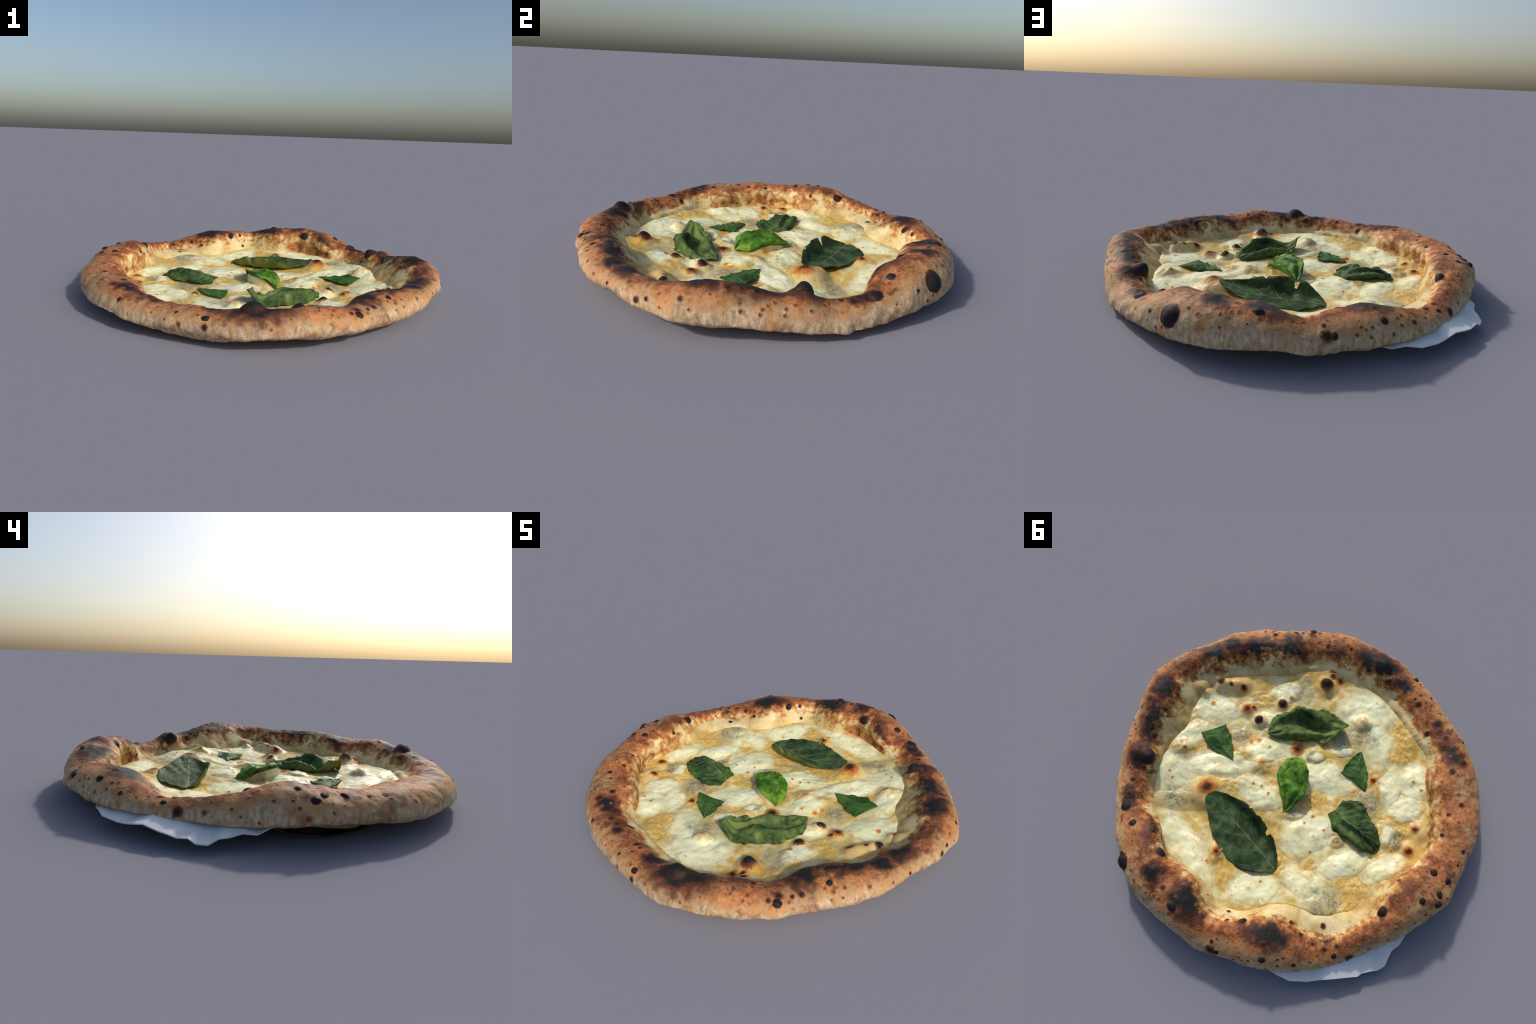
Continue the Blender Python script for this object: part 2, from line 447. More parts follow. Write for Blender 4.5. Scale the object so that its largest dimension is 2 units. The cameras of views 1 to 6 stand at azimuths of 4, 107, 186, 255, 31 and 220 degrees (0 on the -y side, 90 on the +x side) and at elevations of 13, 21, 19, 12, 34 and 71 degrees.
# inner wall: tucked under the sauce, up the wall, over the lip to the crest
inner = np.stack([np.stack([foot - .06, floor - .030], -1), np.stack([foot - .015, floor - .008], -1),
                  np.stack([foot * .72 + lip * .28, floor * .76 + (zc - drop + .035) * .24], -1),
                  np.stack([lip, zc - drop], -1), np.stack([lip * .6 + rc * .4, zc - drop * .28], -1), np.stack([rc, zc], -1)])
inner = catmull(inner, 30)
for k in range(len(inner) - 1):
    rows.append((inner[k, :, 0], inner[k, :, 1]))
for a in np.linspace(0, math.pi / 2, 18):
    rows.append((R - dc + dc * np.sin(a), zo + (zc - zo) * np.cos(a)))
for a in np.linspace(0, math.pi / 2, 14)[1:]:
    rows.append((R - db + db * np.cos(a), zo - (zo - zb) * np.sin(a)))
rows.append((R - db - .05, zb - .004))
rows.append((R - db - .14, zb * .75))
rows.append((foot - .03, np.minimum(floor - .022, zb * .75)))
rr = np.array([q[0] for q in rows])
zz = np.array([q[1] for q in rows])
pts = np.stack([rr * np.cos(theta), rr * np.sin(theta), zz], -1)
# lumps, dimples and floury wrinkles along the normal
du = np.roll(pts, -1, 1) - np.roll(pts, 1, 1)
dv = np.gradient(pts, axis=0)
nor = np.cross(dv, du)          # outwards
nor /= np.linalg.norm(nor, axis=-1, keepdims=True) + 1e-9
# knobs and folds of dough: x, y, z, reach, height
KNOBS = [(.660, .372, .130, .085, .048), (.745, .425, .140, .100, .016), (.022, -.850, .165, .070, .014)]
knob = 0
for kx, ky, kz, kr, kh in KNOBS:
    knob = knob + kh * np.exp(-((pts - np.array([kx, ky, kz])) ** 2).sum(-1) / (kr * .6) ** 2)
lump = knob + .0065 * fbm(pts, 9, 21, 3) + .0018 * fbm(pts * np.array([1, 1, .7]), 34, 31, 3)
fade = np.ones(len(rows))
fade[:6] = np.linspace(0, 1, 6)
fade[-4:] = .25
side = sstep(.10, .03, zz) * (np.arange(len(rows)) > 40)[:, None]
lump = lump + .0032 * side * fbm(np.stack([theta * 7 + 0 * rr, 0 * rr, 0 * rr], -1), 3.0, 41, 2)
pts = pts + nor * (lump * fade[:, None])[..., None]
pts[..., 2] = np.maximum(pts[..., 2], .004)
crust = mesh_object("crust", pts.reshape(-1, 3), grid_faces(len(rows), NA, True), PIZZA, [MAT_CRUST])

# ---- underside of the dough
MAT_BASE = make_plain("dark_dough_underside", (.020, .014, .010), (.16, .105, .060), 9, .85, .1)  # dark tone stands for the unlit inside of the scan's hole
nr = 24
scan_hole = np.exp(-((theta - math.radians(184)) / math.radians(17)) ** 4)      # opening made here to copy a hole in the scanned mesh
ring_r, ring_z = (rr[-1] + .01) * (1 - scan_hole) + .872 * scan_hole, zz[-1] * (1 - scan_hole) + .014 * scan_hole
up = []
for k in range(nr):
    t = k / (nr - 1)
    up.append(np.stack([ring_r * t * np.cos(theta), ring_r * t * np.sin(theta), .0045 + (ring_z - .0045) * t ** 4 + .003 * fbm(np.stack([ring_r * t * np.cos(theta), ring_r * t * np.sin(theta), 0 * theta], -1), 6, 77, 2) * (t < .95)], -1)[::6])
up = np.array(up)
low = up.copy()
up[..., 2] += .006
nb = up.shape[1]
verts = np.concatenate([low.reshape(-1, 3), up.reshape(-1, 3)])
f = grid_faces(nr, nb, True, True) + [tuple(i + nr * nb for i in q) for q in grid_faces(nr, nb, True)]
f += [((nr - 1) * nb + j, (nr - 1) * nb + (j + 1) % nb, nr * nb + (nr - 1) * nb + (j + 1) % nb, nr * nb + (nr - 1) * nb + j) for j in range(nb)]
verts[:, 2] -= verts[:, 2].min()
base = mesh_object("dough_base", verts, f, PIZZA, [MAT_BASE])

# ---- sauce layer
ns = 150
reach = foot + .035
sv = []
for k in range(ns):
    q = reach * (k / (ns - 1))
    x, y = q * np.cos(theta), q * np.sin(theta)
    sv.append(np.stack([x, y, sauce_level(x, y)], -1)[::2])
sv = np.array(sv)
sv[..., 2] = np.maximum(sv[..., 2], .024)
sv = np.concatenate([sv, sv[-1:] - np.array([0, 0, .006])])
sauce = mesh_object("cheese_sauce", sv.reshape(-1, 3), grid_faces(ns + 1, NA // 2, True), PIZZA, [MAT_SAUCE])

# ---- melted mozzarella and blue cheese pieces; one of the latter stands for a shadow
def cheese_piece(name, e, rise, seed):
    na, nq = 72, 26
    a = np.arange(na) / na * TAU
    c, s = math.cos(math.radians(e[4])), math.sin(math.radians(e[4]))
    grid = []
    for k in range(nq):
        q = 1.42 * (k / (nq - 1))
        lx, ly = q * e[2] * np.cos(a), q * e[3] * np.sin(a)
        x, y = e[0] + lx * c - ly * s, e[1] + lx * s + ly * c
        grid.append(np.stack([x, y, sauce_level(x, y) + patch_rise(e, x, y, rise, seed)], -1))
    grid = np.array(grid)
    under = grid[::-1].copy()
    grid[..., 2] = np.maximum(grid[..., 2], .026)
    under[..., 2] = np.maximum(under[..., 2] - .010, .020)
    allv = np.concatenate([grid, under])
    return mesh_object(name, allv.reshape(-1, 3), grid_faces(2 * nq, na, True), PIZZA, [MAT_SAUCE])

pieces = [cheese_piece("mozzarella", e, .012, 100 + n) for n, e in enumerate(MOZZARELLA)]
pieces += [cheese_piece("blue_cheese_and_shade", e, .006, 300 + n) for n, e in enumerate(BLUE_CHEESE)]

# ---- scorch blisters
def tree_of(obs):
    V, F, o = [], [], 0
    for ob in obs:
        V += [v.co.copy() for v in ob.data.vertices]
        F += [tuple(i + o for i in p.vertices) for p in ob.data.polygons]
        o = len(V)
    return BVHTree.FromPolygons(V, F)

# spots on the crust: x, y, z, radius (snapped to the surface below)
BLISTERS = [
    (.023, -.846, .170, .048), (.676, .395, .141, .043), (.572, .665, .133, .028), (.242, .702, .200, .027), (-.759, .248, .173, .026), (.022, .876,
    .194, .023), (-.273, .704, .168, .020), (.471, -.777, .132, .019), (-.954, .048, .175, .019), (.464, .708, .181, .018), (-.935, .008, .195, .018),
    (-.465, .789, .170, .017), (-.850, -.061, .198, .017), (-.930, -.073, .192, .016), (-.167, -.914, .133, .016), (-.885, .089, .214, .016), (-.274,
    .908, .143, .015), (.622, -.608, .171, .013), (-.716, .554, .127, .013), (.375, .882, .155, .048)]
CHARRED_SPOTS = [
    (-.415, -.754, .146, .036), (-.246, .914, .143, .030), (-.781, .514, .107, .027), (.608, .607, .126, .026), (-.647, -.641, .179, .024), (-.266,
    -.786, .145, .023), (-.628, -.564, .174, .022), (.463, -.753, .145, .022), (-.404, -.689, .113, .021), (-.449, -.724, .143, .020), (.362, .655,
    .184, .019), (-.519, -.663, .158, .019), (-.534, .577, .134, .018), (-.122, -.850, .155, .018), (-.165, -.942, .102, .018), (.543, -.701, .149,
    .018), (.973, -.173, .130, .017), (-.495, -.712, .155, .017), (-.766, -.441, .180, .017), (.650, .543, .132, .017), (-.598, .478, .080, .016),
    (.345, -.752, .160, .016), (.113, .841, .212, .016), (-.425, .725, .195, .016), (-.220, .756, .159, .015), (-.463, .573, .108, .015), (-.660,
    .558, .132, .015), (-.584, -.756, .137, .015), (-.749, -.357, .166, .014), (-.782, -.252, .164, .014), (-.743, .075, .164, .014), (-.592, .707,
    .132, .014), (.977, -.125, .145, .013), (-.227, .875, .168, .013), (-.908, -.243, .179, .013), (.973, .014, .170, .013), (-.193, .727, .089,
    .013), (.437, -.789, .141, .013), (-.697, .510, .136, .012), (-.604, .578, .133, .012), (.514, -.727, .146, .012), (.471, .819, .139, .012),
    (-.234, -.802, .142, .011), (.227, -.813, .172, .011), (-.299, -.868, .132, .011), (.894, -.360, .134, .010), (-.925, -.172, .176, .010), (-.245,
    -.839, .147, .009), (-.938, .125, .175, .008)]
TOASTED_FAR = [
    (.855, .183, .201, .018), (-.980, .083, .118, .016), (.011, .907, .181, .016), (.856, .136, .205, .015), (-.833, .423, .116, .015), (.835, .237,
    .187, .015), (.249, .903, .177, .015), (-.381, .747, .203, .013), (.715, .275, .146, .012), (.136, .763, .197, .012), (-.539, .762, .143, .012),
    (.438, .868, .089, .012), (-.864, .267, .169, .012), (.405, .883, .104, .012), (-.418, .834, .158, .012), (.500, .707, .164, .012), (.923, .228,
    .139, .012), (-.360, .878, .138, .012), (.750, .332, .161, .011), (-.222, .797, .172, .011), (.662, .606, .114, .011), (-.505, .808, .121, .011),
    (-.522, .739, .162, .011), (-.962, .110, .153, .011), (.788, .454, .118, .011), (.832, .371, .133, .011), (.879, .296, .140, .010), (-.643, .646,
    .128, .010), (-.239, .850, .177, .010), (.497, .678, .162, .010), (-.373, .850, .161, .010), (.095, .892, .198, .010), (.188, .769, .210, .010),
    (.816, .024, .179, .010), (.852, .374, .117, .010), (-.182, .822, .171, .010), (.803, .396, .134, .010), (-.869, .331, .133, .010), (-.415, .858,
    .124, .010), (.833, .327, .155, .010), (-.914, .188, .167, .010), (.703, .504, .135, .010), (-.532, .712, .156, .009), (.186, .881, .201, .009),
    (-.831, .036, .208, .009), (-.723, .468, .144, .009), (.929, .111, .184, .009), (-.754, .386, .160, .009), (.908, .219, .167, .009), (.392, .775,
    .211, .009), (.295, .873, .187, .009), (.299, .681, .195, .009), (.293, .803, .222, .009), (.165, .905, .186, .009), (-.672, .438, .128, .009),
    (.158, .942, .152, .009), (.124, .896, .196, .009), (.038, .832, .205, .009), (-.149, .872, .167, .009), (-.652, .602, .131, .009), (.858, .307,
    .147, .008), (.734, .495, .131, .008), (-.893, .301, .110, .008), (-.927, .243, .096, .008), (.774, .396, .145, .008), (-.393, .850, .151, .008),
    (.896, .292, .125, .008), (.984, .051, .139, .008), (.056, .930, .169, .007), (-.678, .467, .131, .007), (-.859, .041, .214, .007), (-.803, .202,
    .195, .007), (-.811, .394, .150, .007), (-.847, .155, .211, .007), (-.323, .762, .197, .007), (.565, .749, .108, .007), (.392, .747, .212, .006),
    (.247, .812, .217, .006), (-.872, .010, .212, .006), (-.854, .228, .187, .006), (-.287, .750, .183, .006)]
TOASTED_NEAR = [
    (.101, -.909, .143, .019), (.650, -.380, .149, .016), (.814, -.176, .152, .016), (.840, -.144, .166, .016), (.717, -.310, .139, .015), (-.723,
    -.478, .179, .015), (.885, -.022, .195, .014), (.652, -.631, .156, .014), (.359, -.819, .164, .014), (-.594, -.675, .175, .014), (-.278, -.907,
    .097, .014), (.864, -.186, .168, .013), (.769, -.531, .155, .013), (.685, -.593, .164, .012), (-.676, -.427, .161, .012), (.354, -.775, .164,
    .012), (-.805, -.344, .176, .012), (-.573, -.632, .167, .011), (-.871, -.481, .108, .011), (-.617, -.489, .166, .011), (-.200, -.898, .135, .010),
    (-.913, -.366, .141, .010), (-.191, -.806, .145, .010), (-.328, -.827, .146, .010), (-.853, -.104, .193, .009), (.616, -.635, .162, .009), (.967,
    -.070, .170, .009), (.510, -.750, .134, .009), (.353, -.846, .152, .009), (.400, -.745, .153, .009), (.845, -.450, .138, .009), (.108, -.945,
    .110, .009), (-.930, -.257, .166, .009), (-.336, -.801, .148, .008), (-.346, -.758, .142, .008), (.692, -.626, .139, .008), (-.970, -.008, .163,
    .008), (-.985, -.004, .136, .008), (.026, -.924, .136, .008), (-.499, -.776, .140, .008), (-.678, -.398, .145, .008), (.997, -.062, .130, .008),
    (.558, -.650, .164, .008), (.713, -.513, .178, .008), (-.389, -.823, .137, .008), (-.414, -.845, .119, .008), (-.343, -.878, .102, .008), (.255,
    -.817, .176, .008), (.299, -.851, .166, .008), (-.906, -.060, .201, .007), (-.105, -.923, .134, .007), (-.184, -.864, .149, .007), (-.929, -.131,
    .179, .007), (-.976, -.054, .159, .007), (.657, -.659, .135, .006), (.186, -.901, .141, .006), (.314, -.776, .170, .006), (-.883, -.163, .189,
    .006)]
# spots on the topping: x, y, radius
TOPPING_CHAR = [(.219, -.590, .042), (.702, -.214, .026), (.343, -.337, .030), (.382, -.174, .028)]
TOPPING_BROWN = [(.330, .312, .058), (.248, -.693, .040), (.177, -.663, .029), (.180, -.716, .025), (.225, -.655, .022), (.479, -.186, .034), (.106, -.186, .046), (-.331, -.302, .026),
                 (-.704, -.102, .033), (-.663, -.218, .027), (.059, .535, .030), (.745, -.102, .022), (.574, -.267, .024), (.640, -.235, .018), (.455, -.215, .02)]
TOPPING_ORANGE = [(.650, -.085, .018), (.333, -.051, .015), (.305, -.084, .020), (.556, .372, .010), (.520, .390, .009), (.231, -.091, .011), (.160, .132, .011),
                  (.116, .114, .012), (.063, .122, .011), (.577, .223, .015), (-.504, -.432, .011), (-.565, -.417, .012), (-.203, .067, .014), (-.191, .123, .009),
                  (-.295, .090, .010), (-.312, .225, .010), (-.635, -.049, .012), (.066, .606, .011), (-.211, .507, .010), (.200, .016, .022), (.327, -.398, .016)]

def spot(name, tree, at, r, height, mat, parent, seed, flat=1.0, down=False):
    """a burst or toasted patch of skin, laid over the surface and puffed up by `height`"""
    if down:
        p, nrm, _, _ = tree.ray_cast(Vector((at[0], at[1], .5)), Vector((0, 0, -1)))
        nrm = (nrm * .3 + Vector((0, 0, 1))).normalized()
    else:
        p, nrm, _, _ = tree.find_nearest(Vector(at))
        ctr = Vector((at[0], at[1], 0)).normalized() * .85
        out = (p - ctr - Vector((0, 0, .09))).normalized()
        if nrm.dot(out) < 0:
            nrm = -nrm
        nrm = (nrm + out * .5).normalized()
    rng = np.random.default_rng(seed)
    tx = nrm.orthogonal().normalized()
    ty = nrm.cross(tx)
    rot = rng.uniform(0, TAU)
    tx, ty = tx * math.cos(rot) + ty * math.sin(rot), ty * math.cos(rot) - tx * math.sin(rot)
    st = math.exp(rng.uniform(0, .32) * (1 if height < .2 * r else .5))
    sx, sy = st * rng.uniform(.85, 1.1), rng.uniform(.85, 1.1) / st
    M = Matrix((tx, ty, nrm)).transposed()
    na, nq = 28, 11
    verts = []
    for k in range(nq):
        q = 1.3 * k / (nq - 1)
        for j in range(na if k else 1):
            a = j / na * TAU
            lx, ly = q * math.cos(a), q * math.sin(a)
            w = p + tx * (lx * r * sx) + ty * (ly * r * sy)
            h, hn, _, _ = tree.ray_cast(Vector((w.x, w.y, .5)), Vector((0, 0, -1))) if down else tree.ray_cast(w + nrm * (.05 + r * .3), -nrm, .12 + r)
            if h is None or not down and (h - w).dot(nrm) < -.9 * r - .02:
                h, hn, _, _ = tree.find_nearest(w)
            d = q + .16 * float(vnoise(np.array([lx * 1.7 + seed, ly * 1.7, .3]), seed))
            puff = height * max(0.0, 1 - (d / .95) ** 2) ** (.62 if height > .007 else 1.0)
            lift = .0011 * (1 - max(0, q - 1.0) / .3 * 1.9)
            v = h + nrm * (puff + lift)
            verts.append(M.transposed() @ (v - p) / r)
    faces = [(0, 1 + j, 1 + (j + 1) % na) for j in range(na)]
    for k in range(1, nq - 1):
        b = 1 + (k - 1) * na
        faces += [(b + j, b + na + j, b + na + (j + 1) % na, b + (j + 1) % na) for j in range(na)]
    ob = mesh_object(name, verts, faces, parent, [mat])
    ob.matrix_world = Matrix.Translation(p) @ M.to_4x4() @ Matrix.Scale(r, 4)
    return ob

MAT_BLISTER = make_spot_material("charred_blister", "crust", (.0150, .0145, .0150), (.055, .018, .011), .92, 1.32, .60)
MAT_CHAR = make_spot_material("charred_spot", "crust", (.022, .014, .012), (.105, .030, .016), .52, 1.20)
MAT_TOAST = make_spot_material("toasted_spot", "crust", (.115, .034, .017), (.230, .072, .030), .34, 1.20)
MAT_TCHAR = make_spot_material("charred_topping", "topping", (.014, .013, .013), (.200, .055, .012), .72, 1.20, .5)
MAT_TBROWN = make_spot_material("browned_topping", "topping", (.045, .015, .010), (.420, .130, .018), .50, 1.20)
MAT_TORANGE = make_spot_material("toasted_topping", "topping", (.500, .150, .020), (.640, .280, .045), .40, 1.15)

on_crust = tree_of([crust])
on_top = tree_of([sauce] + pieces)
seed = 1000
for table, mat, name, lift in ((BLISTERS, MAT_BLISTER, "char_blister", .42), (CHARRED_SPOTS, MAT_CHAR, "char_spot", .09),
                               (TOASTED_FAR, MAT_TOAST, "toast_spot", .05), (TOASTED_NEAR, MAT_TOAST, "toast_spot", .05)):
    for sx_, sy_, sz_, sr_ in table:
        seed += 1
        spot(name, on_crust, (sx_, sy_, sz_), sr_, sr_ * lift * (1.5 if sx_ > .6 and sr_ > .04 else 1), mat, crust, seed)
for table, mat, name, lift in ((TOPPING_CHAR, MAT_TCHAR, "char_blister", .22), (TOPPING_BROWN, MAT_TBROWN, "toast_spot", .10), (TOPPING_ORANGE, MAT_TORANGE, "toast_spot", .06)):
    for sx_, sy_, sr_ in table:
        seed += 1
        spot(name, on_top, (sx_, sy_), sr_, sr_ * (.62 if (name == "char_blister" and sr_ == .042) else lift), mat, sauce, seed, down=True)

# ---- basil leaves
def rail(points, n):
    return catmull(np.array(points, float), n)

def basil_leaf(name, rails, mats, crumple=.004, seed=0, seg=56, cols=30, cup=None, bites=(), veins=5, mid_rail=1, quilt=.003, folds=(0, 0, 0), nibble=.05, vein_width=1.0):
    """loft a leaf through lengthwise rails of 3D control points (edge ... midrib ... edge)"""
    rs = np.array([rail(r, seg) for r in rails])
    across = []
    for j in range(cols):
        t = j / (cols - 1) * (len(rails) - 1)
        across.append(t)
    n_r = len(rails)
    u = np.linspace(0, n_r - 1 - 1e-9, cols)
    surf = catmull(rs, cols) if n_r > 3 else None
    if surf is None:
        p_l, p_r = cup or (1.3, 1.3)
        surf = []
        for t in np.linspace(-1, 1, cols):
            e, p = (rs[0], p_l) if t < 0 else (rs[2], p_r)
            q = abs(t)
            v = rs[1] + (e - rs[1]) * q
            v[:, 2] = rs[1][:, 2] + (e[:, 2] - rs[1][:, 2]) * q ** p
            surf.append(v)
        surf = np.array(surf)
    surf = surf.transpose(1, 0, 2)                       # seg x cols x 3
    s = np.linspace(0, 1, seg)[:, None]
    t = np.linspace(-1, 1, cols)[None, :]
    tm = (2 * mid_rail / (n_r - 1) - 1) if n_r > 3 else 0.0
    # bites torn out of an edge
    for s0, w, depth, edge in bites:
        g = np.exp(-((s - s0) / w) ** 4) * depth
        lim = 1 - g
        tt = t * edge
        new = np.where(tt > 0, np.minimum(tt, lim), tt) * edge
        k = (new + 1) / 2 * (cols - 1)
        j = np.clip(np.floor(k).astype(int), 0, cols - 2)
        fr = (k - j)[..., None]
        ii = np.arange(seg)[:, None]
        surf = surf[ii, j] * (1 - fr) + surf[ii, j + 1] * fr
    # quilted blade between veins, nibbled edge, crumple
    du = np.gradient(surf, axis=0)
    dv = np.gradient(surf, axis=1)
    n = np.cross(du, dv)
    n /= np.linalg.norm(n, axis=-1, keepdims=True) + 1e-9
    n *= np.where(n[..., 2:].mean() < 0, -1, 1)
    phase = (s * (veins + 1) - abs(t - tm) * 1.1)
    pil = np.abs(np.sin(math.pi * phase)) * np.minimum(1, abs(t - tm) * 3) * np.sin(math.pi * np.clip(s, .02, .98)) ** .5
    lift = quilt * (pil - .6) + crumple * fbm(surf, 16, seed, 3) * (.5 + np.abs(t)) + .5 * crumple * fbm(surf, 42, seed + 9, 2) + 1.5 * crumple * (.32 - np.abs(vnoise(surf * 19 + seed, seed + 4)) - .4 * np.abs(vnoise(surf * 37 + seed, seed + 6)))
    body = np.sin(math.pi * np.clip(s, 0, 1)) ** .4
    lift = lift + folds[0] * np.sin(TAU * folds[1] * (t + .25 * s) + folds[2] + 1.2 * vnoise(surf * 9, seed + 20))
    surf = surf + n * (lift * body)[..., None]
    surf[..., 2] += .010 * np.abs(t) ** 5 * body * (.4 + .9 * vnoise(surf * 11, seed + 30))
    edge = np.maximum(0, np.abs(t) - .9) * 10
    inward = (surf.mean(1, keepdims=True) - surf)
    surf = surf + inward * (edge * nibble * fbm(surf, 45, seed + 3, 2) * body)[..., None]
    lo = topping_level(surf[..., 0].ravel(), surf[..., 1].ravel()).reshape(surf.shape[:2])
    surf[..., 2] = np.maximum(surf[..., 2], lo + .003)
    thick = .0032
    bot = surf - n * thick
    V = np.concatenate([surf.reshape(-1, 3), bot.reshape(-1, 3)])
    F = grid_faces(seg, cols)
    nt = len(F)
    m = seg * cols
    F2 = [tuple(i + m for i in q[::-1]) for q in F]
    ring = [j for j in range(cols)] + [i * cols + cols - 1 for i in range(1, seg)] + [(seg - 1) * cols + j for j in range(cols - 2, -1, -1)] + [i * cols for i in range(seg - 2, 0, -1)]
    F3 = [(ring[i], ring[i] + m, ring[(i + 1) % len(ring)] + m, ring[(i + 1) % len(ring)]) for i in range(len(ring))]
    test = np.cross(surf[seg // 2, cols // 2 + 1] - surf[seg // 2, cols // 2], surf[seg // 2 + 1, cols // 2] - surf[seg // 2, cols // 2])
    if np.dot(test, n[seg // 2, cols // 2]) < 0:
        F, F2, F3 = [q[::-1] for q in F], [q[::-1] for q in F2], [q[::-1] for q in F3]
    ob = mesh_object(name, V, F + F2 + F3, PIZZA, mats)
    idx = np.zeros(len(ob.data.polygons), np.int32)
    idx[nt:2 * nt] = 1
    ob.data.polygons.foreach_set("material_index", idx)
    # veins: slender ridges on the upper face
    def on(sv, tv):
        a = np.clip(sv * (seg - 1), 0, seg - 1.001)
        b = np.clip((tv + 1) / 2 * (cols - 1), 0, cols - 1.001)
        i, j = int(a), int(b)
        fa, fb = a - i, b - j
        g = lambda A: (A[i, j] * (1 - fa) + A[i + 1, j] * fa) * (1 - fb) + (A[i, j + 1] * (1 - fa) + A[i + 1, j + 1] * fa) * fb
        return g(surf), g(n)
    VV, VF = [], []
    def ridge(path, w0, w1):
        k0 = len(VV)
        for k, (sv, tv) in enumerate(path):
            p, nn = on(sv, tv)
            q, _ = on(*path[min(k + 1, len(path) - 1)])
            o, _ = on(*path[max(k - 1, 0)])
            d = q - o
            sd = np.cross(d, nn)
            sd /= np.linalg.norm(sd) + 1e-9
            w = w0 + (w1 - w0) * k / (len(path) - 1)
            for c, h in ((-1, -.3), (-.5, .42), (.5, .42), (1, -.3)):
                VV.append(p + sd * w * c + nn * w * h)
        for k in range(len(path) - 1):
            for c in range(4):
                a, b = k0 + 4 * k + c, k0 + 4 * k + (c + 1) % 4
                VF.append((a, b, b + 4, a + 4))
    ridge([(.01 + .93 * k / 30, tm) for k in range(31)], .0032 * vein_width, .0011 * vein_width)
    for v in range(veins):
        s0 = .10 + .62 * v / max(1, veins - 1)
        for sg in (-1, 1):
            span = (1 - tm) if sg > 0 else (1 + tm)
            ridge([(s0 + (.05 + .15 * (k / 10) ** 1.4) * (k > 0) + .0, tm + sg * span * .86 * k / 10) for k in range(11)], .0014 * vein_width, .0006 * vein_width)
    vein = mesh_object("leaf_vein", VV, VF, ob, [MAT_VEIN_PALE if mats[0] in (DARK, DARK2) else MAT_VEIN])
    vein["kind"] = "stuff"
    return ob

DARK = make_leaf_material("basil_dark", (.018, .040, .014), (.052, .094, .034), (.105, .165, .062))
DARK2 = make_leaf_material("basil_wilted", (.020, .042, .015), (.052, .100, .030), (.110, .200, .045))
FRESH = make_leaf_material("basil_fresh", (.028, .085, .012), (.090, .240, .020), (.220, .400, .045), .38)
MID = make_leaf_material("basil_mid", (.035, .095, .022), (.060, .150, .030), (.100, .210, .050))
FOLD = make_leaf_material("basil_folded", (.018, .035, .015), (.075, .135, .034), (.200, .270, .075))
PALE = make_leaf_material("basil_underside", (.150, .180, .040), (.210, .240, .060), (.270, .290, .090), .55)
MAT_VEIN_PALE = make_plain("basil_vein_pale", (.110, .150, .080), (.170, .205, .120), 30, .5)
MAT_VEIN = make_plain("basil_vein", (.075, .115, .045), (.130, .175, .075), 30, .5)

leaf_big = basil_leaf("basil_leaf",
    [[(-.228, .430, .052), (-.182, .470, .058), (-.083, .531, .058), (.070, .512, .072), (.162, .469, .080), (.216, .429, .091), (.285, .372, .094), (.302, .329, .100)],
     [(-.228, .418, .050), (-.182, .404, .048), (-.110, .388, .048), (-.020, .373, .045), (.060, .362, .048), (.150, .351, .056), (.240, .341, .080), (.302, .329, .100)],
     [(-.229, .404, .055), (-.179, .344, .084), (-.133, .310, .108), (-.053, .278, .118), (.020, .260, .108), (.120, .250, .092), (.250, .283, .086), (.302, .329, .100)]],
    [DARK, PALE], .004, 5, cup=(1.3, 3.6), bites=[(.37, .020, .26, 1), (.66, .010, .06, 1)], veins=5, nibble=.05, vein_width=1.35, folds=(.003, .8, 1.0))
leaf_top = basil_leaf("basil_leaf",
    [[(.094, -.124, .038), (.110, -.098, .047), (.111, -.037, .050), (.090, .020, .075), (.043, .062, .086), (-.015, .104, .078), (-.054, .125, .057), (-.065, .151, .040)],
     [(.094, -.124, .038), (.085, -.095, .072), (.075, -.045, .095), (.060, .000, .098), (.018, .038, .100), (-.020, .080, .095), (-.050, .115, .070), (-.065, .151, .040)],
     [(.094, -.124, .038), (.070, -.108, .085), (.043, -.062, .095), (-.005, -.025, .090), (-.030, .009, .092), (-.045, .050, .095), (-.058, .100, .070), (-.065, .151, .040)],
     [(.094, -.124, .038), (.055, -.122, .090), (.020, -.095, .108), (-.035, -.050, .112), (-.062, -.005, .106), (-.075, .040, .100), (-.080, .095, .070), (-.065, .151, .040)],
     [(.094, -.124, .038), (.035, -.134, .090), (-.015, -.118, .103), (-.064, -.066, .102), (-.088, -.019, .098), (-.099, .045, .083), (-.099, .085, .062), (-.065, .151, .040)]],
    [FRESH, PALE], .006, 11, veins=4, mid_rail=2, quilt=.005, folds=(.012, 1.25, .4))
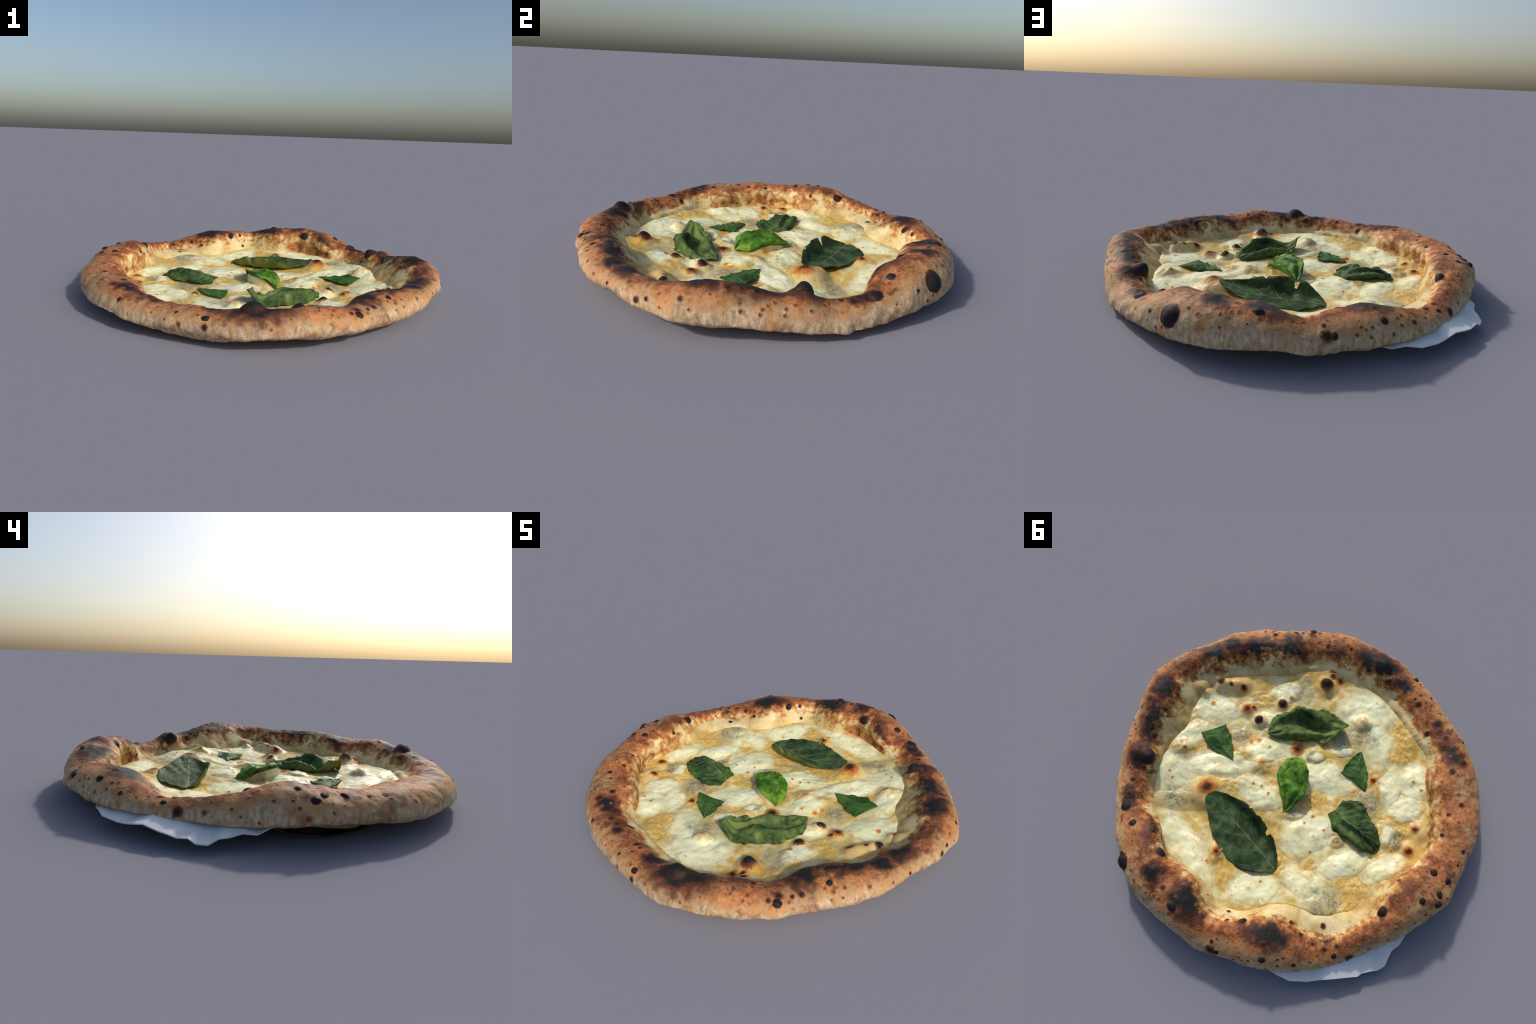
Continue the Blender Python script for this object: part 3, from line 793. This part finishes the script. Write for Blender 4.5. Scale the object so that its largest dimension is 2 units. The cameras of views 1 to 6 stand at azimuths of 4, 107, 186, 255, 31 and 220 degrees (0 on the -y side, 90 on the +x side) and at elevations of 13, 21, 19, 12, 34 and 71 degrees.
leaf_fold = basil_leaf("basil_leaf",
    [[(.301, -.163, .056), (.330, -.243, .047), (.295, -.324, .050), (.254, -.389, .047), (.206, -.425, .052), (.124, -.468, .050), (.074, -.482, .050), (.019, -.476, .068), (-.044, -.447, .123)],
     [(.297, -.155, .058), (.300, -.230, .060), (.272, -.286, .080), (.238, -.346, .104), (.183, -.372, .113), (.132, -.372, .110), (.083, -.405, .092), (.030, -.445, .076), (-.038, -.430, .122)],
     [(.292, -.142, .057), (.255, -.201, .056), (.226, -.262, .044), (.190, -.318, .040), (.146, -.338, .039), (.086, -.356, .040), (.043, -.384, .048), (.010, -.410, .070), (-.030, -.418, .121)],
     [(.290, -.142, .056), (.249, -.172, .058), (.211, -.217, .074), (.152, -.262, .082), (.100, -.300, .078), (.058, -.322, .066), (.020, -.345, .062), (-.008, -.378, .080), (-.022, -.402, .120)],
     [(.289, -.140, .054), (.243, -.149, .050), (.197, -.178, .046), (.118, -.222, .046), (.059, -.272, .046), (.030, -.288, .048), (.003, -.305, .055), (-.015, -.345, .080), (-.014, -.389, .120)]],
    [FOLD, PALE], .006, 23, veins=4, mid_rail=2, bites=[(.83, .03, .22, 1)], folds=(.007, 1.6, 1.0), nibble=.09)
leaf_flat = basil_leaf("basil_leaf",
    [[(-.257, .004, .046), (-.284, .030, .043), (-.334, .059, .048), (-.425, .054, .060), (-.510, .049, .064), (-.565, .030, .056), (-.582, .010, .048)],
     [(-.275, -.042, .046), (-.310, -.030, .056), (-.351, -.020, .072), (-.403, -.018, .092), (-.454, -.020, .094), (-.511, -.017, .082), (-.582, .000, .048)],
     [(-.272, -.108, .045), (-.344, -.156, .056), (-.400, -.142, .054), (-.450, -.122, .054), (-.507, -.098, .056), (-.567, -.052, .058), (-.582, -.010, .050)]],
    [DARK2, PALE], .007, 31, cup=(1.6, 1.6), veins=7, quilt=.006, folds=(.009, 1.3, .3), nibble=.10)
leaf_left = basil_leaf("basil_leaf",
    [[(-.180, -.394, .048), (-.165, -.345, .050), (-.162, -.285, .052), (-.168, -.227, .047)],
     [(-.181, -.396, .048), (-.208, -.340, .055), (-.228, -.290, .056), (-.245, -.233, .049)],
     [(-.183, -.395, .048), (-.245, -.348, .050), (-.291, -.307, .050), (-.333, -.223, .048)]],
    [MID, PALE], .005, 43, seg=40, cols=24, veins=3, nibble=.08, folds=(.003, .9, .5))
leaf_right = basil_leaf("basil_leaf",
    [[(.334, .104, .062), (.412, .120, .066), (.492, .126, .069), (.579, .094, .068)],
     [(.333, .103, .062), (.410, .085, .068), (.475, .060, .071), (.540, .033, .065)],
     [(.334, .101, .062), (.390, .040, .061), (.458, -.010, .061), (.507, -.031, .061)]],
    [MID, PALE], .005, 47, seg=40, cols=24, veins=3, nibble=.08, folds=(.003, .9, 1.5))

# added fill below the domed centre leaf, copying the scan's filled-in wall
def mound(name, rim, inset, drop):
    c = rim.mean(0)
    rows_ = []
    for k in range(8):
        t = k / 7
        ring = c + (rim - c) * (1 - inset * (1 - t * .8))
        ring[:, 2] = (rim[:, 2] - .006) * (1 - t) + .030 * t
        rows_.append(ring)
    top = c + (rows_[0] - c) * .05
    top[:, 2] = rim[:, 2].mean()
    V = np.concatenate([top[None], np.array(rows_)])
    return mesh_object(name, V.reshape(-1, 3), grid_faces(9, len(rim), True), PIZZA, [MAT_SAUCE])
loop = np.array([(.094, -.120, .040), (.035, -.128, .085), (-.015, -.112, .098), (-.060, -.064, .098), (-.084, -.019, .094), (-.094, .045, .079), (-.080, .095, .056),
                 (-.054, .119, .054), (-.015, .100, .072), (.043, .058, .080), (.085, .018, .070), (.105, -.037, .048)])
loop = catmull(np.concatenate([loop, loop[:1]]), 61)[:-1]
mound("leaf_scan_fill", loop, .10, .03)

# ------------------------------------------------------------------ thing: plate edge showing under the pizza
plate_edge = [(116, .885, .066), (119, .920, .066), (122, .950, .066), (125, .972, 0.064), (128.8, .998, 0.061), (134, 1.004, 0.059), (136.5, 1.002, 0.058), (141, 1.008, 0.062), (145, 1.018, 0.058),
              (147.6, 1.028, 0.053), (149, 1.022, 0.050), (151.6, 1.028, 0.046), (153.3, 1.038, 0.042), (155.7, 1.036, 0.039), (157.5, 1.010, 0.045), (159.4, .990, 0.054),
              (162, .985, .062), (165, .968, .066), (168, .935, .070), (170, .900, .072)]
pv = []
for a_, r_, z_ in plate_edge:
    a_ = math.radians(a_)
    rim_r = float(around(RIM_RADIUS, a_) - around(FOOT_INSET, a_))
    rim_z = float(around(FOOT_LEVEL, a_))
    row = []
    for t_ in (0, .34, .67, 1):
        q = rim_r - .03 + (r_ - rim_r + .03) * t_
        row.append((q * math.cos(a_), q * math.sin(a_), rim_z + .004 + (z_ - rim_z - .004) * t_ + (.016 * math.sin(a_ * 23) + .012 * math.sin(a_ * 41 + 1)) * t_ * (1.15 - t_) + .006 * math.sin(a_ * 67) * t_ * t_))
    pv.append(row)
pv = np.array(pv)
n0, n1_ = pv.shape[:2]
low = pv - np.array([0, 0, .005])
V = np.concatenate([pv.reshape(-1, 3), low.reshape(-1, 3)])
F = grid_faces(n0, n1_, flip=True)
F += [tuple(i + n0 * n1_ for i in q[::-1]) for q in F]
rg = list(range(n1_)) + [i * n1_ + n1_ - 1 for i in range(1, n0)] + [(n0 - 1) * n1_ + j for j in range(n1_ - 2, -1, -1)] + [i * n1_ for i in range(n0 - 2, 0, -1)]
F += [(rg[i], rg[(i + 1) % len(rg)], rg[(i + 1) % len(rg)] + n0 * n1_, rg[i] + n0 * n1_) for i in range(len(rg))]
PLATE = mesh_object("plate", V, F, None, [make_plain("white_glaze", (.70, .72, .74), (.76, .77, .78), 5, .35, .4)], smooth=False)
PLATE["label"] = "broken sliver of white ceramic plate rim under the crust"
PLATE["category"] = "plate"
